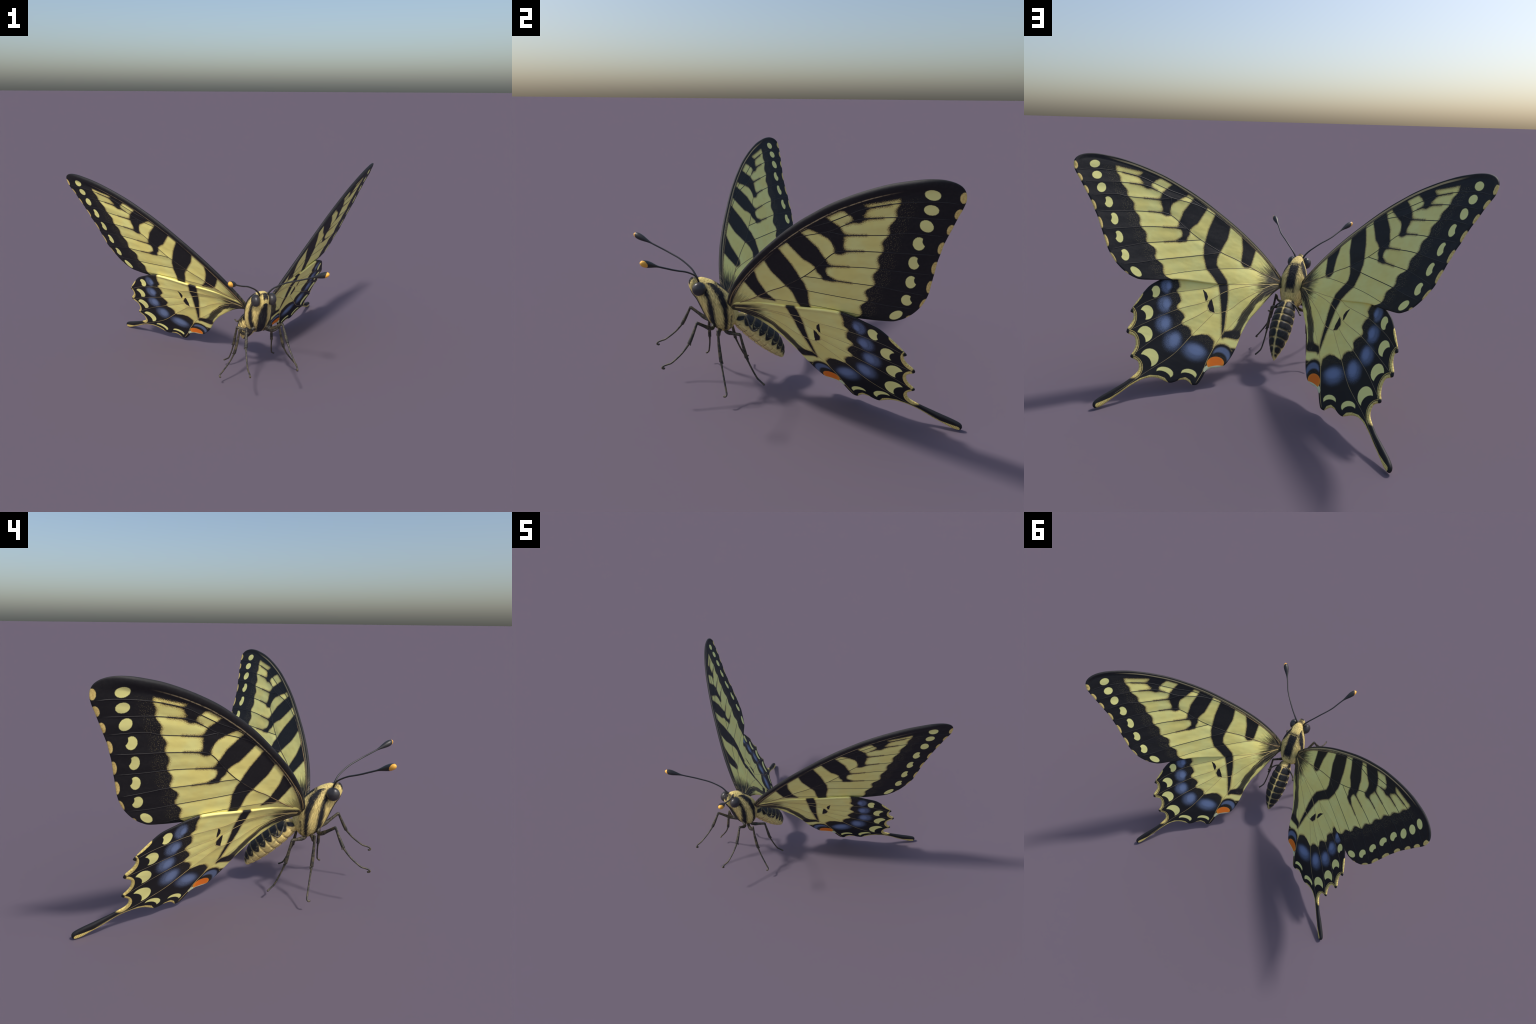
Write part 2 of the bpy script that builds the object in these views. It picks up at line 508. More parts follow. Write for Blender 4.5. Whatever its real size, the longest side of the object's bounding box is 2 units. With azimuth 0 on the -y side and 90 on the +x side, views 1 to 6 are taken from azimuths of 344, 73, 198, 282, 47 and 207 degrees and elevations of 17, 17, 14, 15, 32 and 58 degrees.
def fore_material():
    s = Sh("forewing_scales")
    x, y, _ = s.xyz(s.obj)
    p = s.vec(x, y, 0.0)
    _, _, nz = s.xyz(s.nor)
    side = s.step(nz, -0.1, 0.1)                       # 1 on the upper face
    under = s.inv(side)
    grain = s.noise(p, 300.0, 1.0)
    coarse = s.noise(p, 90.0, 2.0)
    jit = s.add(s.mul(s.sub(grain, 0.5), 0.015), s.mul(s.sub(coarse, 0.5), 0.003))

    bars = s.mn(*[s.limb(p, b) for b in FORE_BARS])
    bars = s.mn(s.smin(0.045, bars, s.mn(*[s.limb(p, b) for b in FORE_ARMS])), s.limb(p, FORE_MAIN))
    up_only = s.add(s.limb(p, FORE_MAIN_UP), s.mul(under, 0.2))
    lo_only = s.add(s.mn(s.limb(p, FORE_MAIN_LOW), s.limb(p, [(0.312, 0.088, 0.010), (0.342, 0.086, 0.006)]),
                         s.limb(p, [(0.213, -0.060, 0.036), (0.222, -0.010, 0.028), (0.262, 0.030, 0.005)])), s.mul(side, 0.2))
    band = s.mul(s.sub(s.curve(y, FORE_BAND), x), 0.75)           # dark outside
    lead = s.curve(x, FORE_LEAD_X)
    inset = s.mul(s.sub(y, lead), 0.90)                           # distance in from the leading edge
    costa_w = s.add(0.024, s.add(s.mul(under, 0.012), s.mul(s.step(x, 0.80, 1.0), 0.016)))
    costa = s.sub(inset, costa_w)
    inner = s.mul(s.sub(s.curve(x, [(0.55, 0.30), (0.62, 0.176), (0.70, 0.194), (0.8, 0.21)]), y), 1.0)
    dark_d = s.mn(s.smin(0.012, bars, costa), up_only, lo_only, s.smin(0.010, band, costa))
    dd = s.add(dark_d, jit)
    dark = s.step(dd, 0.0046, -0.0036)
    halo = s.step(s.add(dark_d, s.mul(jit, 1.4)), 0.0115, -0.001)

    col = pale_yellow(s, p, side)
    col = s.mix(s.mul(halo, 0.72), col, FRINGE)
    # scattered yellow scales inside the dark border
    dots = s.noise(s.v("MULTIPLY", p, (1.0, 0.7, 1.0)), 330.0, 0.0)
    zone = s.mul(s.mul(s.step(band, -0.002, -0.012), s.step(band, -0.062, -0.035)), s.step(costa, 0.0, 0.03))
    sprinkle = s.mul(s.mul(s.step(dots, 0.63, 0.70), zone), 0.55)
    black = s.mix(s.mul(s.step(coarse, 0.35, 0.75), 0.5), BLACK, (0.022, 0.020, 0.020))
    black = s.mix(sprinkle, black, SPECK)
    # fine pale lines that run along the leading edge
    lnoise = s.mul(s.sub(s.noise(s.vec(s.mul(x, 5.0), s.mul(inset, 25.0), 0.0), 1.0, 1.0), 0.5), 0.004)
    li = s.add(inset, lnoise)
    l1 = s.mul(s.step(s.m("ABSOLUTE", s.sub(li, 0.0130)), 0.0048, 0.0022), s.mul(side, s.step(x, 1.10, 0.95)))
    l2 = s.mul(s.step(s.m("ABSOLUTE", s.sub(li, 0.0205)), 0.0020, 0.0008), s.mul(side, s.step(x, 0.75, 0.45)))
    l3 = s.mul(s.step(s.m("ABSOLUTE", s.sub(li, 0.0290)), 0.0030, 0.0012), s.mul(under, s.mul(s.step(x, 1.06, 0.90), s.step(x, 0.04, 0.12))))
    l4 = s.mul(s.step(s.m("ABSOLUTE", s.sub(li, 0.0380)), 0.0022, 0.0009), s.mul(under, s.step(x, 0.45, 0.20)))
    lines = s.mx(l1, s.mul(s.mx(s.mul(l2, 0.8), l3, l4), s.step(coarse, 0.25, 0.55)))
    black = s.mix(s.mul(lines, 0.9), black, TAN)
    col = s.mix(dark, col, black)
    # tuft at the root
    tf, strand = tuft(s, p, -0.01, 0.040, 0.150)
    tcol = s.mix(s.step(strand, 0.36, 0.50), (0.30, 0.25, 0.13), (0.014, 0.013, 0.013))
    col = s.mix(s.mul(tf, s.add(0.55, s.mul(side, 0.45))), col, tcol)
    # yellow spots
    spots = []
    for i, e in enumerate(SUBMARGINAL):
        d = s.oval(p, *e)
        if 3 <= i <= 6:
            nx, ny = SUBMARGINAL_NICK[i - 3]
            d = s.mx(d, s.sub(0.0285, s.v("DISTANCE", p, (nx, ny, 0))))
        spots.append(d)
    sub = s.mask(s.add(s.mn(*spots), s.mul(s.sub(grain, 0.5), 0.003)), 0.0014)
    mar = s.mask(s.add(s.mn(*[s.oval(p, *e) for e in MARGINAL]), s.mul(s.sub(grain, 0.5), 0.003)), 0.0014)
    col = s.mix(sub, col, PALE)
    ridge = s.noise(s.v("MULTIPLY", p, (160.0, 90.0, 1.0)), 1.0, 1.0)
    col = s.mix(mar, col, s.mix(s.step(ridge, 0.4, 0.7), GOLD, (0.78, 0.54, 0.16)))
    wr = s.noise(s.v("MULTIPLY", p, (9.0, 16.0, 1.0)), 1.0, 2.0)
    rough = s.mad(dark, 0.05, 0.55)
    return s.finish(col, rough, s.add(s.mul(grain, 0.18), s.mul(wr, 2.2)), 0.30, 0.004, 0.35)


# ------------------------------------------------- hindwing pattern (wing frame)
HIND_C = (0.05, 0.05)
HIND_BAND = [(0.575, 0.120), (0.571, 0.168), (0.557, 0.198), (0.566, 0.229), (0.548, 0.245), (0.535, 0.273), (0.546, 0.314), (0.520, 0.331), (0.498, 0.352),
             (0.505, 0.390), (0.474, 0.400), (0.450, 0.417), (0.440, 0.440), (0.418, 0.437), (0.375, 0.425), (0.336, 0.434), (0.309, 0.466)]
BLUE_SPOTS = [(0.613, 0.212, 0.042, 0.027, -77), (0.603, 0.308, 0.050, 0.037, -77), (0.588, 0.406, 0.056, 0.043, -87), (0.524, 0.484, 0.064, 0.051, 83),
              (0.405, 0.514, 0.084, 0.050, -9)]
CRESCENTS = [((0.6735, 0.258, 0.031, 0.0225, -86), (0.7075, 0.278, 0.028, 0.0237, -75)), ((0.692, 0.374, 0.037, 0.0325, -75), (0.7215, 0.401, 0.034, 0.031, -72)),
             ((0.676, 0.484, 0.0405, 0.038, -69), (0.7045, 0.520, 0.043, 0.0355, -30)), ((0.6265, 0.595, 0.046, 0.0445, -35), (0.6545, 0.627, 0.048, 0.0385, -28)),
             ((0.534, 0.653, 0.043, 0.0265, -6), (0.543, 0.678, 0.046, 0.0295, -12)), ((0.4125, 0.638, 0.040, 0.0245, -2), (0.4175, 0.662, 0.0465, 0.028, -5))]
NOTCHES = [(0.790, 0.427, 0.050, 0.039, 85), (0.750, 0.551, 0.052, 0.042, -90), (0.713, 0.661, 0.049, 0.0465, 0)]
NOTCH_EDGE = [(0.738, 0.279, 0.004), (0.742, 0.288, 0.009), (0.748, 0.305, 0.010), (0.758, 0.333, 0.008), (0.767, 0.358, 0.003)]
HIND_STRIPE = [(0.330, 0.085, 0.026), (0.322, 0.142, 0.0250), (0.304, 0.218, 0.0195), (0.291, 0.301, 0.0108), (0.283, 0.370, 0.0065), (0.276, 0.421, 0.004)]
HIND_VEE = [(0.276, 0.416, 0.0055), (0.258, 0.398, 0.0165), (0.206, 0.390, 0.025)]
HIND_HAIR = [(0.210, 0.386, 0.024), (0.198, 0.345, 0.0215), (0.174, 0.266, 0.0205), (0.137, 0.190, 0.018), (0.085, 0.122, 0.019), (0.03, 0.075, 0.022)]


def hind_material():
    s = Sh("hindwing_scales")
    x, y, _ = s.xyz(s.obj)
    p = s.vec(x, y, 0.0)
    _, _, nz = s.xyz(s.nor)
    side = s.step(nz, -0.1, 0.1)
    under = s.inv(side)
    grain = s.noise(p, 300.0, 1.0)
    coarse = s.noise(p, 90.0, 2.0)
    jit = s.add(s.mul(s.sub(grain, 0.5), 0.015), s.mul(s.sub(coarse, 0.5), 0.003))
    q = s.v("SUBTRACT", p, (*HIND_C, 0))
    r = s.v("LENGTH", q)
    qx, qy, _ = s.xyz(q)
    ang = s.m("ARCTAN2", qy, qx)
    polar = [(math.atan2(b - HIND_C[1], a - HIND_C[0]), math.hypot(b - HIND_C[1], a - HIND_C[0])) for a, b in HIND_BAND]
    border = s.mul(s.sub(s.curve(ang, polar), r), 0.85)
    # the inner corner has its own dark edge, a cap with the eye spot in it
    corner = s.mn(s.oval(p, 0.262, 0.520, 0.062, 0.066, 10), s.mx(border, s.mul(s.sub(0.318, x), 1.0)))
    edge_dark = s.limb(p, [(0.219, 0.470, 0.004), (0.199, 0.474, 0.010), (0.222, 0.540, 0.016)])
    stripes = s.mn(s.limb(p, HIND_STRIPE), s.limb(p, HIND_VEE))
    hairb = s.limb(p, HIND_HAIR)
    dark_d = s.mn(corner, edge_dark, stripes)
    dark = s.step(s.add(dark_d, jit), 0.0045, -0.0035)
    halo = s.step(s.add(dark_d, s.mul(jit, 1.4)), 0.013, -0.001)
    col = pale_yellow(s, p, side)
    col = s.mix(s.mul(halo, 0.72), col, FRINGE)
    sprinkle = s.mul(s.step(s.noise(p, 330.0, 0.0), 0.62, 0.70), s.mul(s.step(border, -0.002, -0.01), s.step(border, -0.05, -0.03)))
    black = s.mix(s.mul(sprinkle, 0.45), BLACK, SPECK)
    col = s.mix(dark, col, black)
    # hairy dark band along the inner margin
    along = s.add(s.mul(x, 0.45), s.mul(y, 0.9))
    across = s.sub(s.mul(x, 0.9), s.mul(y, 0.45))
    strand = s.noise(s.vec(s.mul(along, 14.0), s.mul(across, 130.0), 0.0), 1.0, 3.0, 0.6)
    hm = s.step(s.add(hairb, s.add(s.mul(s.sub(strand, 0.5), 0.022), s.mul(jit, 0.4))), 0.004, -0.005)
    hcol = s.mix(s.step(strand, 0.50, 0.72), (0.020, 0.018, 0.017), (0.135, 0.115, 0.075))
    col = s.mix(s.mul(hm, 0.95), col, hcol)
    tf, st2 = tuft(s, p, -0.01, 0.055, 0.175)
    tf = s.mul(tf, s.step(s.sub(y, s.mad(x, 0.20, 0.020)), -0.004, 0.012))
    col = s.mix(tf, col, s.mix(s.step(st2, 0.36, 0.50), (0.30, 0.25, 0.13), (0.014, 0.013, 0.013)))
    # blue dusting between the veins
    bl = None
    for e in BLUE_SPOTS:
        d = s.oval(p, *e)
        w = min(e[2], e[3])
        k = s.step(d, 0.22 * w, -0.90 * w)
        bl = k if bl is None else s.mx(bl, k)
    scale_grain = s.noise(p, 420.0, 1.0)
    deep = s.mul(border, -1.0)
    # a thinner dusting trails outward from each patch
    far = None
    for cx, cy, rx, ry, deg in BLUE_SPOTS:
        ox, oy = cx - HIND_C[0], cy - HIND_C[1]
        n = math.hypot(ox, oy)
        d = s.oval(p, cx + 0.008 * ox / n, cy + 0.008 * oy / n, rx + 0.014, ry + 0.020, deg)
        k = s.step(d, 0.10 * ry, -0.95 * ry)
        far = k if far is None else s.mx(far, k)
    bl = s.mul(s.mx(bl, s.mul(far, 0.62)), s.step(deep, 0.014, 0.046))
    dust = s.mul(s.step(s.add(bl, s.mul(s.sub(scale_grain, 0.5), 1.3)), 0.16, 1.02), s.step(bl, 0.02, 0.20))
    b6 = s.mul(s.step(s.oval(p, 0.264, 0.512, 0.050, 0.046, 0), 0.002, -0.010), s.step(s.oval(p, 0.276, 0.541, 0.046, 0.042, 5), -0.006, 0.006))
    dust = s.mx(dust, s.mul(b6, s.mad(scale_grain, 0.7, 0.28)))
    col = s.mix(dust, col, BLUE)
    # yellow crescents
    cr = None
    for a, b in CRESCENTS:
        d = s.mx(s.oval(p, *a), s.mul(s.oval(p, *b), -1.0))
        cr = d if cr is None else s.mn(cr, d)
    col = s.mix(s.mask(s.add(cr, s.mul(s.sub(grain, 0.5), 0.003)), 0.0015), col, PALE)
    # orange and white lunule of the inner corner
    wh = s.mx(s.oval(p, 0.293, 0.587, 0.056, 0.026, 22), s.mul(s.oval(p, 0.292, 0.622, 0.054, 0.033, 22), -1.0), s.sub(0.231, x))
    col = s.mix(s.mask(wh, 0.0015), col, WHITE)
    orange = s.mx(s.oval(p, 0.2886, 0.5590, 0.046, 0.034, 15), s.mul(s.oval(p, 0.272, 0.593, 0.065, 0.024, 13), -1.0))
    col = s.mix(s.mask(orange, 0.0015), col, s.mix(s.step(s.oval(p, 0.2886, 0.553, 0.040, 0.030, 15), -0.010, 0.012), ORANGE, (0.98, 0.36, 0.03)))
    # little black marks at the end of the cell
    marks = s.mn(s.limb(p, [(0.4265, 0.190, 0.0025), (0.4125, 0.2045, 0.0078), (0.404, 0.221, 0.0095), (0.4005, 0.2375, 0.0055), (0.403, 0.243, 0.002)]),
                 s.limb(p, [(0.373, 0.230, 0.002), (0.373, 0.245, 0.0095), (0.3705, 0.266, 0.0155), (0.3625, 0.281, 0.0145), (0.350, 0.292, 0.006), (0.343, 0.2945, 0.002)]))
    col = s.mix(s.mask(marks, 0.0015), col, (0.016, 0.012, 0.014))
    # bright rims: inside of the notches, lower scallops and trailing edge of the tail
    nd = s.mn(*[s.oval(p, *e) for e in NOTCHES])
    rim = s.mx(s.step(s.sub(nd, s.mul(under, 0.004)), 0.0115, 0.0090), s.mask(s.limb(p, NOTCH_EDGE), 0.0012))
    line = s.mul(s.step(s.m("ABSOLUTE", s.sub(nd, 0.0150)), 0.0022, 0.0010), side)
    rim = s.mul(s.mx(rim, s.mul(line, 0.75)), s.step(r, 0.62, 0.64))
    tips = s.mn(*[s.v("DISTANCE", p, (a, b, 0)) for a, b in ((0.775, 0.385), (0.772, 0.490), (0.722, 0.611))])
    rim = s.mul(rim, s.step(tips, 0.013, 0.021))
    rim = s.mul(rim, s.step(y, 0.716, 0.700))
    trail = s.limb(p, [(0.512, 0.707, 0.009), (0.535, 0.692, 0.012), (0.562, 0.688, 0.0125), (0.600, 0.692, 0.012), (0.642, 0.713, 0.0105), (0.688, 0.750, 0.0090),
                       (0.728, 0.790, 0.0070), (0.764, 0.824, 0.0075), (0.798, 0.850, 0.0105), (0.819, 0.861, 0.0095)])
    trail = s.mn(trail, s.limb(p, [(0.392, 0.690, 0.006), (0.408, 0.678, 0.011), (0.426, 0.673, 0.013), (0.446, 0.680, 0.011), (0.462, 0.693, 0.004)]))
    trail = s.sub(trail, s.mad(under, 0.0030, 0.0015))
    rim = s.mx(rim, s.mask(trail, 0.0015))
    rib = s.m("SINE", s.mul(s.add(s.mul(x, 0.75), s.mul(y, 0.66)), 900.0))
    rg = s.add(s.noise(s.v("MULTIPLY", p, (130.0, 130.0, 1.0)), 1.0, 1.0), s.mul(rib, s.mul(s.step(y, 0.70, 0.76), 0.25)))
    col = s.mix(rim, col, s.mix(s.step(rg, 0.4, 0.7), (0.90, 0.74, 0.24), (0.66, 0.45, 0.12)))
    wr = s.noise(s.v("MULTIPLY", p, (9.0, 16.0, 1.0)), 1.0, 2.0)
    return s.finish(col, s.mad(dark, 0.03, 0.55), s.add(s.mul(grain, 0.18), s.mul(wr, 2.2)), 0.30, 0.004, 0.35)


def vein_material(name, inner, outer, x0, x1):
    s = Sh(name)
    x, y, _ = s.xyz(s.obj)
    n = s.noise(s.obj, 30.0, 2.0)
    k = s.step(s.add(x, s.mul(s.sub(n, 0.5), 0.3)), x0, x1)
    return s.finish(s.mix(k, inner, outer), 0.5)


def vein_mesh(name, veins, zmid, up, lo, r0, r1, mat, outline, thin=()):
    parts = []
    for key, ctrl in veins.items():
        c = resample(catmull(ctrl, 8), 0.012)
        edge = dist_to_line(c, np.vstack([outline, outline[:1]]))
        keep = inside(c, outline) & ((edge > 0.010) | (c[:, 0] < 0.1))
        c = c[keep]
        x, y = c[:, 0], c[:, 1]
        k = 0.62 if key in thin else 1.0
        rad = (r0 + (r1 - r0) * np.clip(x / 0.5, 0, 1)) * k
        rad[-1] *= 0.35; rad[-2] *= 0.7
        for sgn, h in ((1, up), (-1, lo)):
            z = zmid(x, y) + sgn * (h(x, y) - rad * 0.55)
            parts.append(tube(np.stack([x, y, z], -1), rad, 7))
    return make_mesh(name, *join(parts), mat)


fore_lead_line = catmull(FORE_LEAD, 10)


def fore_up(x, y):
    d = dist_to_line(np.stack([x, y], -1), fore_lead_line)
    return 0.0042 + 0.0036 * np.exp(-((d - 0.006) / 0.009) ** 2) - 0.0016 * np.exp(-((d - 0.022) / 0.005) ** 2) + 0.002 * sstep(0.35, 0.0, x)


def fore_lo(x, y):
    d = dist_to_line(np.stack([x, y], -1), fore_lead_line)
    roll = np.sin(np.pi * np.clip(d / 0.046, 0, 1) ** 0.62)
    return 0.0020 + 0.0090 * roll * sstep(1.24, 1.10, x) * (0.6 + 0.4 * sstep(0.0, 0.2, x)) + 0.002 * sstep(0.35, 0.0, x)


hind_lead_line = catmull(HIND_LEAD + HIND_OUT[:3], 10)


def hind_up(x, y):
    return 0.0048 + 0.0045 * sstep(0.68, 0.80, y) * sstep(0.62, 0.70, x) + 0.0022 * sstep(0.42, 0.62, np.hypot(x - 0.05, y - 0.05)) + 0.002 * sstep(0.35, 0.0, x)


def hind_lo(x, y):
    d = dist_to_line(np.stack([x, y], -1), hind_lead_line)
    return hind_up(x, y) - 0.0022 + 0.0065 * np.exp(-(d / 0.014) ** 2) * sstep(0.08, 0.30, x) * sstep(0.70, 0.50, x)


M_FORE, M_HIND = fore_material(), hind_material()
fore_outline = np.vstack([catmull(FORE_LEAD + FORE_TERMEN + FORE_INNER, 8)])
hind_outline = np.vstack([catmull(HIND_LEAD + HIND_OUT, 8)])
fore_me = wing_sheet("forewing", fore_outline, fore_z, fore_up, fore_lo, M_FORE, 0.0075)
hind_me = wing_sheet("hindwing", hind_outline, hind_z, hind_up, hind_lo, M_HIND, 0.0095)
fore = pair("forewing", fore_me, WING)
hind = pair("hindwing", hind_me, WING)
M_FV = vein_material("forewing_vein", (0.27, 0.175, 0.075), (0.014, 0.0125, 0.0125), 0.15, 0.48)
M_HV = vein_material("hindwing_vein", (0.58, 0.43, 0.16), (0.15, 0.12, 0.07), 0.38, 0.64)
pair("vein", vein_mesh("forewing_vein", FORE_VEINS, fore_z, fore_up, fore_lo, 0.0034, 0.0025, M_FV, fore_outline, ("anal",)), None, fore)
pair("vein", vein_mesh("hindwing_vein", HIND_VEINS, hind_z, hind_up, hind_lo, 0.0023, 0.0017, M_HV, hind_outline, ("h6",)), None, hind)


# ------------------------------------------------------------------- the body
# side profile: (back y, z), (belly y, z), half width, squareness of the back
BODY = [((-0.4315, 0.567), (-0.4315, 0.556), 0.004, 2.0),
        ((-0.427, 0.584), (-0.4275, 0.540), 0.014, 2.0),
        ((-0.414, 0.597), (-0.418, 0.514), 0.0225, 2.0),
        ((-0.394, 0.588), (-0.397, 0.480), 0.029, 2.1),
        ((-0.367, 0.591), (-0.378, 0.437), 0.043, 2.2),
        ((-0.332, 0.578), (-0.354, 0.384), 0.062, 2.3),
        ((-0.295, 0.556), (-0.325, 0.341), 0.075, 2.6),
        ((-0.258, 0.525), (-0.288, 0.309), 0.079, 2.7),
        ((-0.227, 0.490), (-0.255, 0.299), 0.069, 2.6),
        ((-0.205, 0.455), (-0.229, 0.308), 0.050, 2.4),
        ((-0.192, 0.425), (-0.210, 0.332), 0.034, 2.1),
        ((-0.186, 0.400), (-0.194, 0.360), 0.018, 2.0)]


def body_rings():
    ctrl = np.array([[a[0], a[1], b[0], b[1], w, n] for a, b, w, n in BODY])
    rings = catmull(ctrl, 9)
    V, F, sides = [], [], 72
    th = np.linspace(0, 2 * np.pi, sides, endpoint=False)
    for ty, tz, by, bz, w, n in rings:
        c = np.array([(ty + by) / 2, (tz + bz) / 2]); h = np.array([(ty - by) / 2, (tz - bz) / 2])
        for t in th:
            cs, sn = math.cos(t), math.sin(t)
            e = n if sn > 0 else 2.0 + (n - 2) * 0.3
            k = (abs(cs) ** e + abs(sn) ** e) ** (-1 / e)
            y, z = c + h * (k * sn)
            V.append((w * k * cs, y, z))
    for i in range(len(rings) - 1):
        for k in range(sides):
            a, b = i * sides + k, i * sides + (k + 1) % sides
            F.append((a, a + sides, b + sides, b))
    for i, flip in ((0, False), (len(rings) - 1, True)):
        m = np.mean(V[i * sides:(i + 1) * sides], axis=0)
        V.append(tuple(m)); c = len(V) - 1
        for k in range(sides):
            a, b = i * sides + k, i * sides + (k + 1) % sides
            F.append((c, a, b) if not flip else (c, b, a))
    return V, F


FUR_Y, FUR_K = (0.50, 0.39, 0.155), (0.016, 0.016, 0.020)


def body_material():
    s = Sh("striped_fur")
    x, y, z = s.xyz(s.obj)
    ax = s.m("ABSOLUTE", x)
    # fur strands run down and back along the flank
    run = s.add(s.mul(y, 0.35), s.mul(z, -0.94)); cross = s.add(s.mul(y, 0.94), s.mul(z, 0.35))
    strand = s.noise(s.vec(s.mul(run, 26.0), s.mul(cross, 190.0), s.mul(ax, 190.0)), 1.0, 3.0, 0.6)
    clump = s.noise(s.obj, 26.0, 3.0)
    side = s.vec(y, z, 0.0)
    jit = s.add(s.mul(s.sub(strand, 0.5), 0.020), s.mul(s.sub(clump, 0.5), 0.006))
    A = s.limb(side, [(-0.372, 0.590, 0.002), (-0.330, 0.570, 0.011), (-0.290, 0.520, 0.0155), (-0.272, 0.465, 0.0145), (-0.265, 0.400, 0.010), (-0.263, 0.325, 0.006)])
    A = s.add(A, s.mul(s.step(ax, 0.034, 0.022), 0.05))
    B = s.add(s.limb(side, [(-0.362, 0.540, 0.010), (-0.345, 0.490, 0.009), (-0.337, 0.440, 0.012), (-0.325, 0.370, 0.010), (-0.310, 0.335, 0.007)]), s.mul(s.step(ax, 0.026, 0.014), 0.05))
    C = s.mx(s.sub(ax, 0.0255), s.sub(s.m("ABSOLUTE", s.add(y, 0.247)), 0.050))
    C = s.mn(C, s.limb(s.vec(ax, y, 0.0), [(0.0, -0.300, 0.004), (0.030, -0.304, 0.003), (0.045, -0.290, 0.001)]))
    C = s.add(C, s.mul(s.step(z, 0.42, 0.40), 0.1))
    front = s.sub(s.sub(ax, s.curve(z, [(0.30, 0.012), (0.36, 0.024), (0.42, 0.027), (0.48, 0.021), (0.54, 0.0125), (0.58, 0.0115), (0.605, 0.010)])), 0.0)
    front = s.add(front, s.mul(s.step(s.add(y, s.mul(s.sub(z, 0.30), 0.85)), -0.225, -0.205), 0.2))
    D = s.add(s.sub(s.m("ABSOLUTE", s.sub(y, -0.236)), 0.004), s.mul(s.step(z, 0.40, 0.42), 0.1))
    crown = s.add(s.limb(side, [(-0.402, 0.603, 0.008), (-0.393, 0.586, 0.005), (-0.386, 0.575, 0.003)]), 0.001)
    cheek = s.add(s.limb(side, [(-0.378, 0.580, 0.004), (-0.366, 0.560, 0.007), (-0.365, 0.530, 0.006)]), s.mul(s.step(ax, 0.030, 0.020), 0.05))
    brow = s.add(s.limb(side, [(-0.430, 0.572, 0.006), (-0.421, 0.597, 0.010), (-0.406, 0.602, 0.008)]), s.mul(s.step(ax, 0.012, 0.020), 0.05))
    dark_d = s.mn(A, B, C, front, s.add(D, 0.004), crown, cheek, brow)
    k = s.step(s.add(dark_d, jit), 0.0085, -0.0065)
    dim = s.step(s.add(dark_d, s.mul(jit, 1.8)), 0.020, -0.004)
    col = s.mix(s.step(strand, 0.3, 0.7), (0.63, 0.48, 0.155), (0.97, 0.76, 0.285))
    col = s.mix(s.mul(dim, 0.6), col, (0.36, 0.27, 0.12))
    col = s.mix(k, col, s.mix(s.step(strand, 0.5, 0.75), FUR_K, (0.05, 0.045, 0.04)))
    return s.finish(col, 0.68, strand, 0.85, 0.006, 0.25)


M_BODY = body_material()


def split_body():
    """One smooth surface cut into head and thorax; both keep the whole body's normals."""
    V, F = body_rings()
    whole = make_mesh("whole_body", V, F, M_BODY)
    bm = bmesh.new(); bm.from_mesh(whole); bmesh.ops.recalc_face_normals(bm, faces=bm.faces); bm.to_mesh(whole); bm.free()
    normals = [tuple(v.normal) for v in whole.vertices]
    co = [tuple(v.co) for v in whole.vertices]
    groups = {"head": [], "thorax": []}
    for f in whole.polygons:
        c = f.center
        groups["head" if c.y + 0.33 * (c.z - 0.55) < -0.372 else "thorax"].append(tuple(f.vertices))
    out = {}
    for name, fs in groups.items():
        used = sorted({i for f in fs for i in f}); re = {o: n for n, o in enumerate(used)}
        me = make_mesh(name, [co[i] for i in used], [[re[i] for i in f] for f in fs], M_BODY)
        me.normals_split_custom_set_from_vertices([normals[i] for i in used])
        out[name] = link(bpy.data.objects.new(name, me))
    bpy.data.meshes.remove(whole)
    return out


BODYP = split_body()

# eyes
def eye_material():
    s = Sh("compound_eye")
    cells = s.voronoi(s.obj, 260.0)
    n = s.noise(s.obj, 40.0, 2.0)
    col = s.mix(n, (0.026, 0.024, 0.025), (0.048, 0.044, 0.045))
    return s.finish(col, 0.34, cells, 0.08, 0.002, 0.5)


def ball(name, center, r, mat, squash=(1, 1, 1), seg=40):
    bm = bmesh.new()
    bmesh.ops.create_uvsphere(bm, u_segments=seg, v_segments=seg // 2, radius=1.0)
    for v in bm.verts:
        v.co = Vector(center) + Vector((v.co.x * r * squash[0], v.co.y * r * squash[1], v.co.z * r * squash[2]))
    me = bpy.data.meshes.new(name)
    bm.to_mesh(me); bm.free()
    me.polygons.foreach_set("use_smooth", [True] * len(me.polygons))
    me.materials.append(mat)
    return me


pair("eye", ball("eye", (0.0455, -0.389, 0.548), 0.0335, eye_material(), (0.78, 1.0, 1.02)), None, (BODYP["head"], None))
eyes = [o for o in bpy.data.objects if o.name.startswith("eye")]
for o in eyes:
    o.parent = BODYP["head"]

# ---------------------------------------------------------------- the abdomen
AX_O = Vector((0, -0.200, 0.352)); AX_Z = Vector((0, 0.74, -0.673)).normalized(); AX_X = Vector((-1, 0, 0)); AX_Y = AX_Z.cross(AX_X)
ABD = Matrix(((AX_X.x, AX_Y.x, AX_Z.x, AX_O.x), (AX_X.y, AX_Y.y, AX_Z.y, AX_O.y), (AX_X.z, AX_Y.z, AX_Z.z, AX_O.z), (0, 0, 0, 1)))
